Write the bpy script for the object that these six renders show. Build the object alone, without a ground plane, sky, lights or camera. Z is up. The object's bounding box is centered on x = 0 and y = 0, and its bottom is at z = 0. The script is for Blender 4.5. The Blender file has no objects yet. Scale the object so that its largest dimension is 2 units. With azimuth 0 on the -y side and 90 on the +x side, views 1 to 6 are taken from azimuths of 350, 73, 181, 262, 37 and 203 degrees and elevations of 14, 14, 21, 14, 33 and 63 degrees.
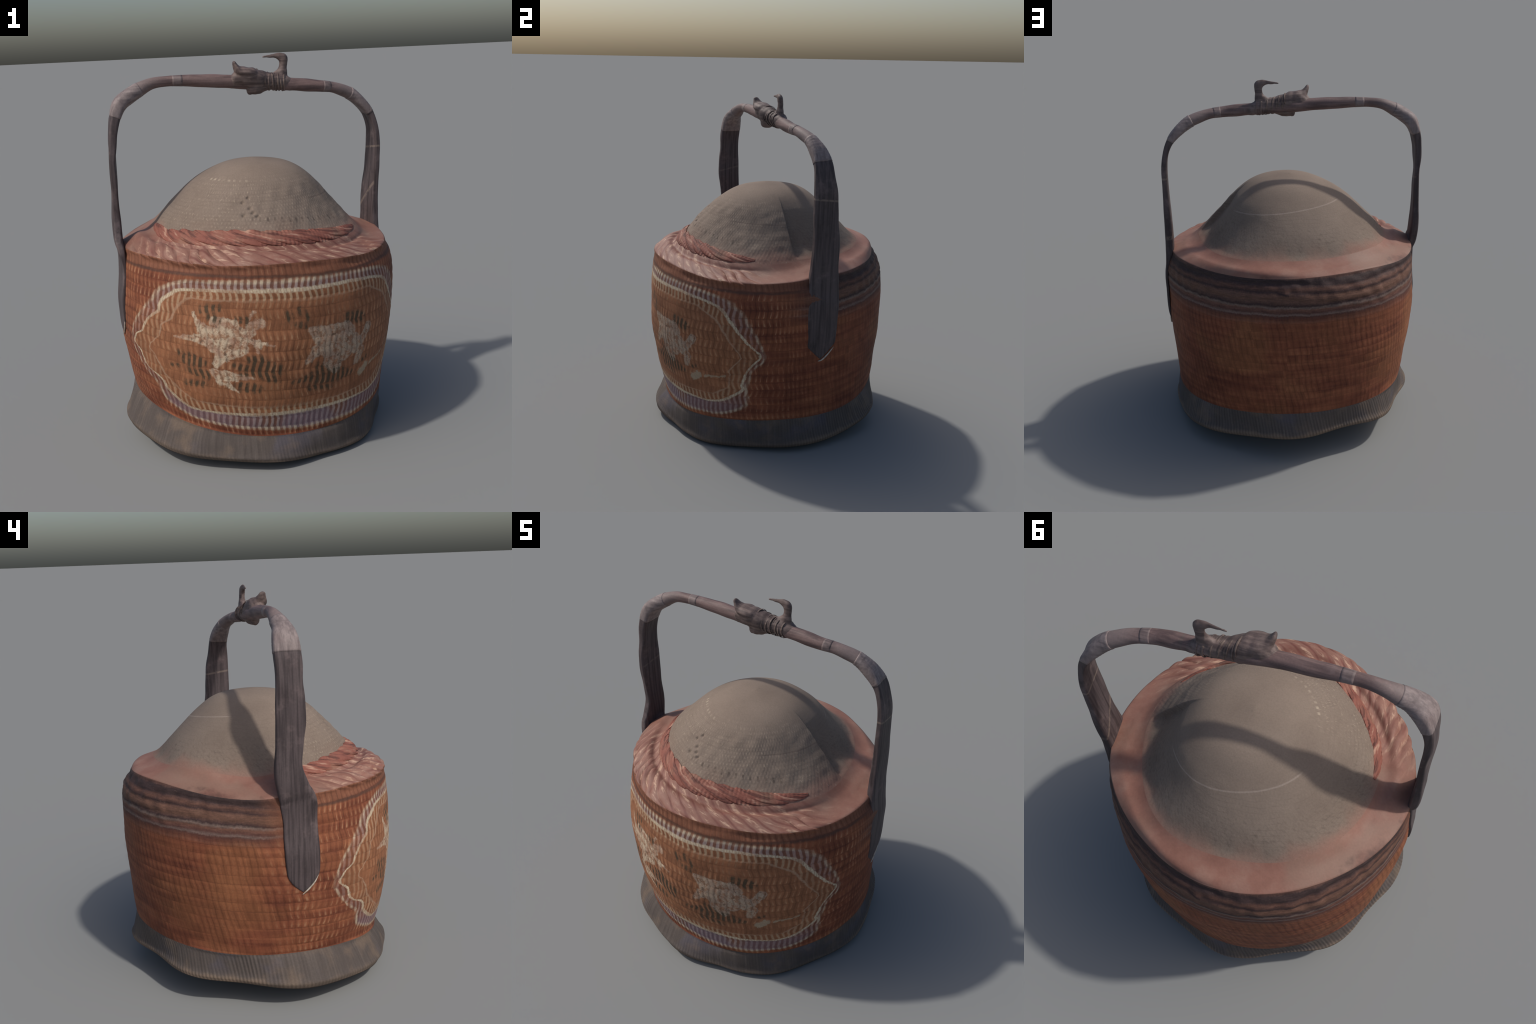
import bpy, bmesh, math
import numpy as np

# ------------------------------------------------------------------ helpers
TAU = 2 * math.pi
rng = np.random.default_rng(7)

def ring_interp(vals, th):
    """Smooth closed curve through equally spaced control values (harmonics 0..5)."""
    v = np.asarray(vals, float); n = len(v)
    c = np.fft.rfft(v) / n
    out = np.full_like(th, c[0].real)
    for k in range(1, n // 2):
        out += 2 * (c[k].real * np.cos(k * th) - c[k].imag * np.sin(k * th))
    return out

def harmonics(vals, n):
    v = np.asarray(vals, float); N = len(v); c = np.fft.rfft(v) / N
    return [c[0].real] + [(2 * c[k].real, -2 * c[k].imag) for k in range(1, n + 1)]

def harm_eval(h, th):
    o = np.full_like(th, h[0])
    for k, (a, b) in enumerate(h[1:], 1):
        o = o + a * np.cos(k * th) + b * np.sin(k * th)
    return o

def sstep(a, b, x):
    t = np.clip((x - a) / (b - a), 0, 1)
    return t * t * (3 - 2 * t)

class Waves:
    """cheap smooth 3D noise: a sum of randomly oriented sines"""
    def __init__(self, seed, n=24, spread=1.6):
        r = np.random.default_rng(seed)
        self.k = r.normal(size=(n, 3)); self.k /= np.linalg.norm(self.k, axis=1)[:, None]
        self.k *= r.uniform(1 / spread, spread, (n, 1)); self.p = r.uniform(0, TAU, n); self.n = n
    def __call__(self, P, freq):
        o = 0
        for k, p in zip(self.k, self.p):
            o = o + np.sin((P @ k) * freq + p)
        return o / math.sqrt(self.n / 2)

def make_mesh(name, co, faces_quads=None, faces=None, mat=None, normals=None, parent=None):
    me = bpy.data.meshes.new(name)
    co = np.ascontiguousarray(co, np.float32)
    if faces_quads is not None:
        q = np.ascontiguousarray(faces_quads, np.int32)
        me.vertices.add(len(co)); me.vertices.foreach_set("co", co.ravel())
        me.loops.add(q.size); me.loops.foreach_set("vertex_index", q.ravel())
        me.polygons.add(len(q))
        me.polygons.foreach_set("loop_start", np.arange(0, q.size, 4, dtype=np.int32))
        me.update(calc_edges=True)
    else:
        me.from_pydata(co.tolist(), [], faces)
    me.validate()
    me.polygons.foreach_set("use_smooth", np.ones(len(me.polygons), bool))
    if normals is not None:
        me.normals_split_custom_set_from_vertices(np.asarray(normals, float).tolist())
    ob = bpy.data.objects.new(name, me)
    bpy.context.scene.collection.objects.link(ob)
    if mat: me.materials.append(mat)
    if parent: ob.parent = parent
    return ob

# ------------------------------------------------------------------ node expressions
class Sock:
    def __init__(s, nt, o): s.nt, s.o = nt, o
    def _m(s, op, *a, clamp=False):
        n = s.nt.nodes.new("ShaderNodeMath"); n.operation = op; n.use_clamp = clamp
        for i, x in enumerate((s,) + a):
            if isinstance(x, Sock): s.nt.links.new(x.o, n.inputs[i])
            else: n.inputs[i].default_value = float(x)
        return Sock(s.nt, n.outputs[0])
    def __add__(s, b): return s._m("ADD", b)
    __radd__ = __add__
    def __sub__(s, b): return s._m("SUBTRACT", b)
    def __rsub__(s, b): return (s * -1) + b
    def __mul__(s, b): return s._m("MULTIPLY", b)
    __rmul__ = __mul__
    def __truediv__(s, b): return s._m("DIVIDE", b)
    def abs(s): return s._m("ABSOLUTE")
    def sin(s): return s._m("SINE")
    def cos(s): return s._m("COSINE")
    def fract(s): return s._m("FRACT")
    def floor(s): return s._m("FLOOR")
    def sqrt(s): return s._m("SQRT")
    def min(s, b): return s._m("MINIMUM", b)
    def max(s, b): return s._m("MAXIMUM", b)
    def clamp(s): return s._m("ADD", 0.0, clamp=True)
    def step(s, a, b, lo=0., hi=1.):
        n = s.nt.nodes.new("ShaderNodeMapRange"); n.interpolation_type = "SMOOTHSTEP"
        s.nt.links.new(s.o, n.inputs[0])
        for i, v in enumerate((a, b, lo, hi), 1): n.inputs[i].default_value = v
        return Sock(s.nt, n.outputs[0])
    def band(s, c, w, soft):
        """1 inside |s-c|<w, soft edge"""
        return (s - c).abs().step(w + soft, max(w - soft, 0.0) if w > soft else 0.0)

class Mat:
    def __init__(s, name, rough=0.75, spec=0.25):
        s.m = bpy.data.materials.new(name); s.m.use_nodes = True
        s.nt = s.m.node_tree; s.b = s.nt.nodes["Principled BSDF"]
        s.b.inputs["Roughness"].default_value = rough
        s.b.inputs["Specular IOR Level"].default_value = spec
        tc = s.nt.nodes.new("ShaderNodeTexCoord"); s.obj = tc.outputs["Object"]
        sp = s.nt.nodes.new("ShaderNodeSeparateXYZ"); s.nt.links.new(s.obj, sp.inputs[0])
        s.x, s.y, s.z = [Sock(s.nt, o) for o in sp.outputs]
    def vec(s, x, y, z):
        n = s.nt.nodes.new("ShaderNodeCombineXYZ")
        for i, v in enumerate((x, y, z)):
            if isinstance(v, Sock): s.nt.links.new(v.o, n.inputs[i])
            else: n.inputs[i].default_value = v
        return n.outputs[0]
    def noise(s, scale, detail=3, rough=.55, vec=None, dist=0.):
        n = s.nt.nodes.new("ShaderNodeTexNoise"); n.inputs["Scale"].default_value = scale
        n.inputs["Detail"].default_value = detail; n.inputs["Roughness"].default_value = rough
        n.inputs["Distortion"].default_value = dist
        s.nt.links.new(vec if vec is not None else s.obj, n.inputs["Vector"])
        return Sock(s.nt, n.outputs["Fac"])
    def const(s, v):
        n = s.nt.nodes.new("ShaderNodeValue"); n.outputs[0].default_value = v; return Sock(s.nt, n.outputs[0])
    def atan2(s, a, b): return a._m("ARCTAN2", b)
    def rgb(s, c):
        n = s.nt.nodes.new("ShaderNodeRGB"); n.outputs[0].default_value = (*c, 1); return n.outputs[0]
    def mix(s, f, a, b, mode="MIX"):
        n = s.nt.nodes.new("ShaderNodeMix"); n.data_type = "RGBA"; n.blend_type = mode
        if isinstance(f, Sock): s.nt.links.new(f.o, n.inputs[0])
        else: n.inputs[0].default_value = f
        for i, c in ((6, a), (7, b)):
            if isinstance(c, tuple): n.inputs[i].default_value = (*c, 1)
            else: s.nt.links.new(c, n.inputs[i])
        return n.outputs[2]
    def gain(s, col, f):
        """multiply a colour by a scalar socket"""
        n = s.nt.nodes.new("ShaderNodeVectorMath"); n.operation = "SCALE"
        s.nt.links.new(col, n.inputs[0]); s.nt.links.new(f.o, n.inputs["Scale"]); return n.outputs[0]
    def ramp(s, f, stops):
        n = s.nt.nodes.new("ShaderNodeValToRGB"); s.nt.links.new(f.o, n.inputs[0]); e = n.color_ramp.elements
        while len(e) < len(stops): e.new(.5)
        for el, (p, c) in zip(e, stops): el.position = p; el.color = (*c, 1)
        return n.outputs[0]
    def curve(s, f, pts):
        n = s.nt.nodes.new("ShaderNodeFloatCurve"); s.nt.links.new(f.o, n.inputs["Value"])
        c = n.mapping.curves[0]
        while len(c.points) < len(pts): c.points.new(.5, .5)
        for p, (a, b) in zip(c.points, pts): p.location = (a, b); p.handle_type = "AUTO_CLAMPED"
        n.mapping.update(); return Sock(s.nt, n.outputs[0])
    def finish(s, col, height=None, strength=.3, dist=.004):
        s.nt.links.new(col, s.b.inputs["Base Color"])
        if height is not None:
            n = s.nt.nodes.new("ShaderNodeBump"); n.inputs["Strength"].default_value = strength
            n.inputs["Distance"].default_value = dist
            s.nt.links.new(height.o, n.inputs["Height"]); s.nt.links.new(n.outputs[0], s.b.inputs["Normal"])
        return s.m

# ------------------------------------------------------------------ basket body: control rings
# twelve control values every 30 degrees, starting on +x and going towards +y
RING = dict(
 # the foot is lumpy and many-cornered, so it has twenty control values (every 18 degrees)
 foot_edge=([.680,.678,.700,.705,.683,.712,.691,.687,.719,.692,.733,.739,.733,.703,.683,.688,.642,.664,.658,.656],
            [.032,.041,.075,.100,.121,.150,.161,.162,.148,.133,.118,.098,.081,.058,.051,.041,.016,.012,.015,.023]),
 waist=([.669,.669,.664,.681,.682,.694,.682,.665,.650,.630,.652,.672],
        [.204,.216,.255,.295,.303,.291,.277,.247,.194,.158,.168,.194]),
 belly_low=([.702,.691,.686,.701,.703,.716,.710,.720,.698,.682,.686,.708],
        [.410,.424,.454,.495,.504,.483,.470,.451,.408,.380,.383,.397]),
 belly=([.733,.714,.708,.714,.724,.728,.732,.736,.726,.717,.732,.740],
        [.656,.674,.694,.734,.744,.713,.702,.695,.665,.647,.641,.639]),
 belly_high=([.745,.714,.699,.708,.720,.718,.718,.714,.707,.713,.720,.736],
        [.903,.924,.933,.973,.984,.944,.933,.940,.923,.913,.899,.881]),
 shoulder=([.710,.690,.645,.656,.657,.678,.708,.690,.681,.689,.680,.703],
        [1.026,1.049,1.060,1.088,1.108,1.080,1.064,1.064,1.051,1.047,1.028,1.003]),
 rim_top=([.630,.635,.625,.630,.610,.600,.621,.612,.610,.625,.618,.610],
        [1.048,1.076,1.092,1.110,1.122,1.114,1.098,1.106,1.100,1.086,1.062,1.034]),
 lid_base=([.555,.538,.550,.528,.540,.550,.542,.534,.527,.542,.537,.560],
        [1.092,1.102,1.121,1.138,1.153,1.150,1.120,1.116,1.126,1.115,1.096,1.078]),
 lid_low=([.440,.430,.432,.428,.427,.433,.446,.440,.426,.420,.412,.412],
        [1.219,1.222,1.235,1.245,1.259,1.258,1.236,1.232,1.247,1.243,1.230,1.225]),
 lid_mid=([.310,.320,.318,.304,.298,.308,.310,.298,.286,.294,.298,.302],
        [1.352,1.354,1.360,1.364,1.371,1.370,1.360,1.358,1.365,1.363,1.358,1.355]),
 lid_high=([.180,.186,.192,.191,.180,.166,.156,.152,.156,.161,.165,.172],
        [1.436,1.437,1.438,1.440,1.441,1.441,1.439,1.438,1.439,1.439,1.438,1.437]))
APEX = (.020, -.018, 1.467)
NCOL = 1320
TH = np.linspace(0, TAU, NCOL, endpoint=False)          # 0 on +x, 90 deg on +y
PHI = (TH + math.pi / 2 + math.pi) % TAU - math.pi       # 0 on -y (front), + towards +x
PH = np.degrees(PHI)

ZA = harmonics(RING["foot_edge"][1], 4); ZB = harmonics(RING["waist"][1], 3); ZC = harmonics(RING["shoulder"][1], 3)
NROW, NST = 17, 140                                      # coil rows in the wall, stitches round it

def ring(name):
    r = ring_interp(RING[name][0], TH); z = ring_interp(RING[name][1], TH)
    t = {"lid_low": .35, "lid_mid": .7, "lid_high": .92}.get(name, 0)
    return np.stack([r * np.cos(TH) + APEX[0] * t, r * np.sin(TH) + APEX[1] * t, z], 1)

def loft(P, counts):
    rows = []; K = len(P)
    for i in range(K - 1):
        a, b, c, d = P[max(i-1, 0)], P[i], P[i+1], P[min(i+2, K-1)]
        m0, m1 = (c - a) / 2, (d - b) / 2
        for t in np.linspace(0, 1, counts[i], endpoint=False):
            rows.append((2*t**3-3*t*t+1)*b + (t**3-2*t*t+t)*m0 + (-2*t**3+3*t*t)*c + (t**3-t*t)*m1)
    return rows

foot_n, wall_n = [22], [44, 54, 50, 26]
rim_n, lid_n = [24, 22], [40, 32, 14, 10]
R = {k: ring(k) for k in RING}
apex = np.tile(np.array(APEX), (NCOL, 1))
# the foot rolls under at its lower edge
under = R["foot_edge"] * [.955, .955, 1] + [0, 0, -.006]
under2 = R["foot_edge"] * [.80, .80, .85] + [0, 0, -.009]
centre = np.tile([0, 0, float(np.mean(R["foot_edge"][:, 2])) + .03], (NCOL, 1))
rows_under = [centre * (1-t) + (under2 * t) for t in (0, .35, .7)] + [under2, under2*.4+under*.6, under,]
rows = rows_under + loft([R["foot_edge"], R["waist"]], foot_n)
n_foot = len(rows)
rows += loft([R["waist"], R["belly_low"], R["belly"], R["belly_high"], R["shoulder"]], wall_n)
n_wall = len(rows)
lid_part = loft([R["shoulder"], R["rim_top"], R["lid_base"], R["lid_low"], R["lid_mid"], R["lid_high"], apex], rim_n + lid_n)
rows += lid_part[:sum(rim_n)]; n_rim = len(rows)
rows += lid_part[sum(rim_n):] + [apex * .999 + R["lid_high"] * .001]
G = np.stack(rows); NR = len(G)
# soften the shoulder edge and the waist
back_w = sstep(70, 100, np.abs(PH))[None, :, None]
for it in range(60):
    j0, wdt = n_rim, 16
    sl = slice(j0 - wdt, j0 + wdt + 1)
    w = np.clip(1 - np.abs(np.arange(-wdt, wdt + 1)) / (wdt + 1), 0, 1)[:, None, None] * .7 * back_w
    G[sl] = G[sl] * (1 - w) + w * .5 * (G[j0-wdt-1:j0+wdt] + G[j0-wdt+1:j0+wdt+2])
for it in range(10):
    for j0, wdt in ((n_wall, 9), (n_foot, 4)):
        sl = slice(j0 - wdt, j0 + wdt + 1)
        w = np.clip(1 - np.abs(np.arange(-wdt, wdt + 1)) / (wdt + 1), 0, 1)[:, None, None] * .6
        G[sl] = G[sl] * (1 - w) + w * .5 * (G[j0-wdt-1:j0+wdt] + G[j0-wdt+1:j0+wdt+2])

def grid_normals(G):
    du = np.roll(G, -1, 1) - np.roll(G, 1, 1)
    dv = np.gradient(G, axis=0)
    n = np.cross(du, dv); l = np.linalg.norm(n, axis=2, keepdims=True)
    n = n / np.maximum(l, 1e-12)
    n[0] = (0, 0, -1); n[-1] = (0, 0, 1)
    return n

N0 = grid_normals(G)
row = np.arange(NR)[:, None].astype(float)
wz = Waves(1); wz2 = Waves(2); wz3 = Waves(3)
nz = wz(G, 9.); nz2 = wz2(G, 28.); nz3 = wz3(G, 80.)
D = np.zeros((NR, NCOL))

# wall: coils with slanted stitches
zb, zc = harm_eval(ZB, TH), harm_eval(ZC, TH)
L = (G[..., 2] - zb) / (zc - zb)
on_wall = sstep(n_foot - 2, n_foot + 4, row) * (1 - sstep(n_wall - 8, n_wall, row))
rowpos = L * NROW
fr = rowpos % 1.0
rown = np.floor(rowpos)
front = 1 - sstep(75, 100, np.abs(PH))[None, :]
alt = 1 - 2 * (rown % 2) * front                          # twill: the slant flips row by row at the front
sp = PHI * NST / TAU + front * (.30 * (fr - .5) * alt + .20 * np.sin(rown * 12.9)) + (1 - front) * .28 * rowpos + .12 * wz2(G, 16.)
coil = np.sqrt(np.clip(np.sin(np.pi * fr), 0, 1))
heavy_w = sstep(85, 115, np.abs(PH))[None, :] * sstep(.70, .76, L)
stitch = np.clip(np.cos(sp * TAU) * .5 + .5, 0, 1)
D += on_wall * ((coil - .7) * (.0006 + .0005 * front + .0004 * nz) + (1 - .9 * heavy_w) * (stitch * coil - .5) * (.0006 + .0004 * front))
D += on_wall * (.0025 * nz + .0012 * nz2)
# a band of heavier, wavy coils under the shoulder round the back
back = sstep(85, 115, np.abs(PH))[None, :]
Lw = L + .012 * np.sin(3 * TH + 1) + .008 * np.sin(7 * TH)
heavy = back * sstep(.74, .86, Lw) * on_wall
D += heavy * (.0045 + .002 * nz) * np.abs(np.sin((Lw - .70) * np.pi / .052)) - heavy * .003 + heavy * .0016 * nz3
# groove right under the shoulder lip
D -= .006 * np.exp(-((row - (n_wall - 9)) / 4.) ** 2) * (.6 + .4 * nz2)

# foot: thin vertical splints, slanting at the back
on_foot = sstep(len(rows_under) - 1, len(rows_under) + 4, row) * (1 - sstep(n_foot - 4, n_foot, row))
tf = np.clip((row - len(rows_under)) / foot_n[0], 0, 1)
ribs = np.cos(PHI * 240 + tf * (4 + 10 * back))
D += on_foot * (ribs * (.0004 + .0005 * back) + .004 * nz + .0015 * nz2 + .008 * np.exp(-((tf - .16) / .12) ** 2)
                + (1 - sstep(25, 55, np.abs(PH + 8)))[None, :] * .012 * np.sin(np.pi * tf ** .7) + .016 * np.exp(-((PH + 58) / 26) ** 2)[None, :] * np.sin(np.pi * np.clip(tf + .12, 0, 1)))

# shoulder rim: bound with a twisted strand, strongest at the front
t_rim = np.clip((row - n_wall) / sum(rim_n), -.35, 1.0)
on_rim = sstep(n_wall - 7, n_wall, row) * (1 - sstep(n_rim - 14, n_rim - 1, row))
frm = (1 - sstep(48, 80, np.abs(PH + 2)))[None, :]
ph_r = PHI * 46 + 17 * t_rim + 2.2 * nz + 1.0 * nz2
lobes = np.abs(np.cos(ph_r * .5)) ** .65
side_w = .25 + .75 * frm
outer_w = 1 - sstep(.30, .85, t_rim)
patchy = .25 + .75 * sstep(-.5, .6, wz2(G, 11.))
D += on_rim * frm * (.12 + .88 * outer_w) * patchy * (lobes - .6) * (.019 + .006 * nz)
D += sstep(n_wall - 7, n_wall, row) * (1 - sstep(n_rim + 10, n_rim + 60, row)) * .0035 * nz + on_rim * .0022 * nz2 * side_w
D += on_rim * frm * .004 * outer_w
# sag between the rim and the lid
D -= on_rim * frm * .015 * np.exp(-((t_rim - .82) / .13) ** 2)

# lid
t_lid = np.clip((row - n_rim) / (NR - n_rim), 0, 1)
on_lid = sstep(n_rim, n_rim + 8, row) * (1 - sstep(NR - 22, NR - 4, row))
fl = (1 - sstep(70, 100, np.abs(PH - 8)))[None, :]
lz = G[..., 2] * 62
lst = np.cos(PHI * 150 + .5 * TAU * np.floor(lz)) * np.abs(np.sin(lz * np.pi))
D += on_lid * ((.0003 * lst + .0009 * nz3) * (.25 + .75 * fl) * (1 - sstep(.6, .85, t_lid)) + .0015 * nz)
# the lid's front half is dented in behind a crease on the +x side
cre = sstep(89.6, 91.8, PH) * (1 - sstep(93, 122, PH))
D -= cre[None, :] * .028 * sstep(n_rim, n_rim + 30, row) * (1 - sstep(.55, .86, t_lid))
# little broken pits low on the front of the lid
for pa, pz in ((-14, 1.31), (-12, 1.265), (-16, 1.235), (-10, 1.245), (-18, 1.29), (-7, 1.23)):
    d2 = ((PH[None, :] - pa) / 1.4) ** 2 + ((G[..., 2] - pz) / .006) ** 2
    D -= .010 * np.exp(-d2) * (row > n_rim)

G = G + N0 * D[..., None]
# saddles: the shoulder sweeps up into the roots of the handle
for sx, yc, hh, rh in ((-1, -.060, .014, .026), (1, .085, .008, .008)):
    dx = G[..., 0] * sx - .700
    dy = np.maximum(np.abs(G[..., 1] - yc) - .055, 0)
    d = np.hypot(np.minimum(dx, 0), dy)
    G[..., 2] += hh * np.exp(-(d / .048) ** 1.2) * sstep(n_wall - 6, n_wall + 6, row) * (1 - sstep(n_rim - 4, n_rim + 26, row))
    # and a soft ridge runs from the lid out to each root
    xr = G[..., 0] * sx
    G[..., 2] += rh * np.exp(-((G[..., 1] - yc) / .105) ** 2) * sstep(.40, .52, xr) * (1 - sstep(.60, .70, xr)) * (row > n_wall)
G[-1] = G[-1].mean(0); G[0] = G[0].mean(0)
NRM = grid_normals(G)

# ------------------------------------------------------------------ materials
def cyl(m):
    phi = m.atan2(m.x, m.y * -1)
    return phi

def harm_nodes(m, h, c, s):
    o = m.const(h[0]); ck, sk = c, s
    for k, (a, b) in enumerate(h[1:], 1):
        o = o + ck * a + sk * b
        ck, sk = ck * c - sk * s, sk * c + ck * s
    return o

def wall_coords(m):
    r = (m.x * m.x + m.y * m.y).sqrt(); c, s = m.x / r, m.y / r
    zb = harm_nodes(m, ZB, c, s); zc = harm_nodes(m, ZC, c, s)
    return (m.z - zb) / (zc - zb)

# cartouche outlines on the front: (azimuth from the front in degrees, wall fraction)
OUTER = [(-27,.906),(-38.5,.903),(-46.5,.868),(-51.5,.834),(-55,.767),(-58.5,.717),(-62,.66),(-66,.59),(-69,.50),(-70,.43),(-68,.38),
         (-65,.32),(-61,.265),(-56.5,.218),(-55.5,.162),(-53.5,.108),(-48,.077),(-40.5,.048),(-32,.045),(-10,.045),(10,.034),(30,.032),(52,.030),
         (63,.085),(66,.15),(65,.22),(66,.30),(67,.37),(73,.46),(74,.49),(69,.66),(63.5,.80),(56,.885),(45,.912),(30,.925),(0,.918),(-15,.912)]
INNER = [(-27,.857),(-35,.852),(-41,.846),(-45.5,.808),(-49,.775),(-50.5,.725),(-51.5,.685),(-55,.661),(-58.3,.60),(-60,.55),(-65.5,.500),(-67,.442),
         (-64,.415),(-61.5,.376),(-61.5,.335),(-58.5,.30),(-53.5,.280),(-52,.251),(-50.5,.205),(-47,.161),(-43,.130),(-38.5,.118),(-31.5,.126),(-19,.137),
         (-2,.146),(15,.145),(30,.143),(44,.125),(52.5,.138),(59,.195),(63,.23),(62.5,.285),(64.5,.37),(69,.455),(71.5,.493),(65.5,.585),(59.5,.695),(53.5,.82),
         (44,.858),(30,.872),(10,.866),(-10,.860)]
FAINT = [(-38,.80),(-42.5,.73),(-44.5,.668),(-49,.63),(-50.5,.552),(-57,.465),(-53,.399),(-49.5,.298),(-43,.226),(-38,.185),(-20,.188),(0,.195),(30,.19),
         (48,.185),(56,.25),(57,.38),(63,.487),(57,.60),(51,.74),(41,.81),(10,.808),(-15,.805)]
CEN, HW, HL = (2., .48), 70., .45
def polar(pts):
    al, rr = [], []
    n = len(pts)
    for i in range(n):                      # densify, then sort by angle about the centre
        a, b = pts[i], pts[(i + 1) % n]
        for t in (0, .5):
            x = ((a[0] + (b[0]-a[0]) * t) - CEN[0]) / HW; y = ((a[1] + (b[1]-a[1]) * t) - CEN[1]) / HL
            al.append((math.atan2(y, x) / TAU) % 1); rr.append(math.hypot(x, y))
    o = np.argsort(al); al = np.array(al)[o]; rr = np.array(rr)[o]
    g = np.linspace(0, 1, 91)
    v = np.interp(g, np.r_[al[-1] - 1, al, al[0] + 1], np.r_[rr[-1], rr, rr[0]])
    return [(a, b / 2) for a, b in zip(g, v)]

# pale painted figures: tapered strokes (x, y of both ends in metres on the wall, two radii)
PALE = [((-.533,.47),(-.421,.478),.003,.018), ((-.421,.478),(-.347,.466),.018,.036), ((-.428,.587),(-.39,.52),.009,.021), ((-.39,.531),(-.353,.509),.026,.031), 
        ((-.322,.563),(-.26,.553),.026,.031), ((-.353,.487),(-.217,.498),.041,.051), ((-.235,.553),(-.273,.476),.026,.051), 
        ((-.211,.477),(-.143,.544),.036,.021), ((-.143,.544),(-.118,.556),.021,.01), ((-.155,.587),(-.136,.619),.004,.006), 
        ((-.347,.455),(-.285,.425),.031,.036), ((-.279,.425),(-.198,.446),.041,.031), ((-.304,.404),(-.328,.363),.031,.018), 
        ((-.341,.321),(-.31,.29),.021,.031), ((-.31,.29),(-.235,.231),.028,.003), ((-.291,.311),(-.155,.302),.028,.005), ((-.173,.489),(-.112,.458),.014,.009), 
        ((-.136,.458),(-.124,.427),.007,.003), ((-.155,.544),(-.105,.567),.026,.023), ((-.143,.479),(-.043,.461),.013,.002), 
        ((.136,.521),(.173,.499),.011,.031), ((.186,.488),(.316,.467),.036,.057), ((.242,.415),(.316,.393),.046,.051), ((.242,.362),(.273,.319),.036,.026), 
        ((.167,.425),(.112,.371),.02,.006), ((.372,.435),(.403,.392),.026,.031), ((.421,.402),(.483,.474),.014,.012), ((.434,.36),(.415,.307),.015,.01)]
BALL = [((.458,.235),(.496,.254),.022,.025), ((.545,.253),(.682,.271),.007,.003)]
DARK = [((-.384,.617),(-.304,.626),.018,.018), ((-.347,.585),(-.31,.574),.023,.018), ((-.514,.397),(-.496,.376),.015,.015), 
        ((-.471,.365),(-.409,.363),.036,.031), ((-.57,.315),(-.527,.324),.009,.009), ((-.477,.313),(-.39,.301),.015,.026), 
        ((-.496,.242),(-.403,.251),.015,.018), ((-.235,.363),(-.124,.333),.015,.031), ((-.211,.322),(-.136,.323),.01,.013), 
        ((-.223,.26),(-.136,.251),.023,.023), ((-.211,.575),(-.167,.576),.016,.016), ((-.167,.395),(-.118,.386),.015,.036), 
        ((-.13,.375),(-.037,.346),.031,.031), ((-.112,.323),(-.043,.294),.023,.018), ((-.173,.261),(-.136,.261),.021,.015), 
        ((.019,.605),(.037,.573),.018,.013), ((.081,.618),(.074,.607),.018,.013), ((.112,.598),(.124,.565),.013,.013), ((.068,.552),(.099,.542),.018,.015), 
        ((.335,.555),(.428,.531),.026,.031), ((.031,.275),(.136,.287),.007,.021), ((.155,.287),(.31,.267),.039,.036), ((.31,.277),(.378,.256),.031,.015), 
        ((.13,.236),(.26,.217),.015,.013), ((.173,.34),(.192,.329),.015,.018), ((.452,.296),(.489,.306),.01,.01)]

def stroke_group():
    g = bpy.data.node_groups.new("tapered_stroke", "ShaderNodeTree")
    for nm in ("u", "w", "ax", "ay", "dx", "dy", "inv", "ra", "dr"):
        g.interface.new_socket(nm, in_out="INPUT", socket_type="NodeSocketFloat")
    g.interface.new_socket("d", in_out="OUTPUT", socket_type="NodeSocketFloat")
    gi = g.nodes.new("NodeGroupInput"); go = g.nodes.new("NodeGroupOutput")
    u, w, ax, ay, dx, dy, inv, ra, dr = [Sock(g, o) for o in gi.outputs[:9]]
    pu, pw = u - ax, w - ay
    t = ((pu * dx + pw * dy) * inv).clamp()
    eu, ew = pu - t * dx, pw - t * dy
    d = (eu * eu + ew * ew).sqrt() - (ra + t * dr)
    g.links.new(d.o, go.inputs[0])
    return g
STROKE = stroke_group()

def strokes(m, u, w, lst):
    out = None
    for (a, b, ra, rb) in lst:
        n = m.nt.nodes.new("ShaderNodeGroup"); n.node_tree = STROKE
        m.nt.links.new(u.o, n.inputs[0]); m.nt.links.new(w.o, n.inputs[1])
        dx, dy = b[0]-a[0], b[1]-a[1]
        for i, v in enumerate((a[0], a[1], dx, dy, 1 / (dx*dx+dy*dy), ra, rb-ra), 2): n.inputs[i].default_value = v
        d = Sock(m.nt, n.outputs[0]); out = d if out is None else out.min(d)
    return out

def stitch_nodes(m, phi, Lf):
    rp = Lf * NROW; fr = rp.fract(); rn = rp.floor()
    fro = phi.abs().step(1.75, 1.31)
    alt = 1.0 - (rn * .5).fract() * 4.0 * fro
    sp = phi * (NST / TAU) + ((fr - .5) * .30 * alt + (rn * 12.9).sin() * .20) * fro + rp * (1.0 - fro) * .28 + (m.noise(7, 3) - .5) * 1.1
    coil = (fr * math.pi).sin().max(0.).sqrt()
    st = (sp * TAU).cos() * .5 + .5
    return coil, st, rn, sp.floor(), sp

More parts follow.
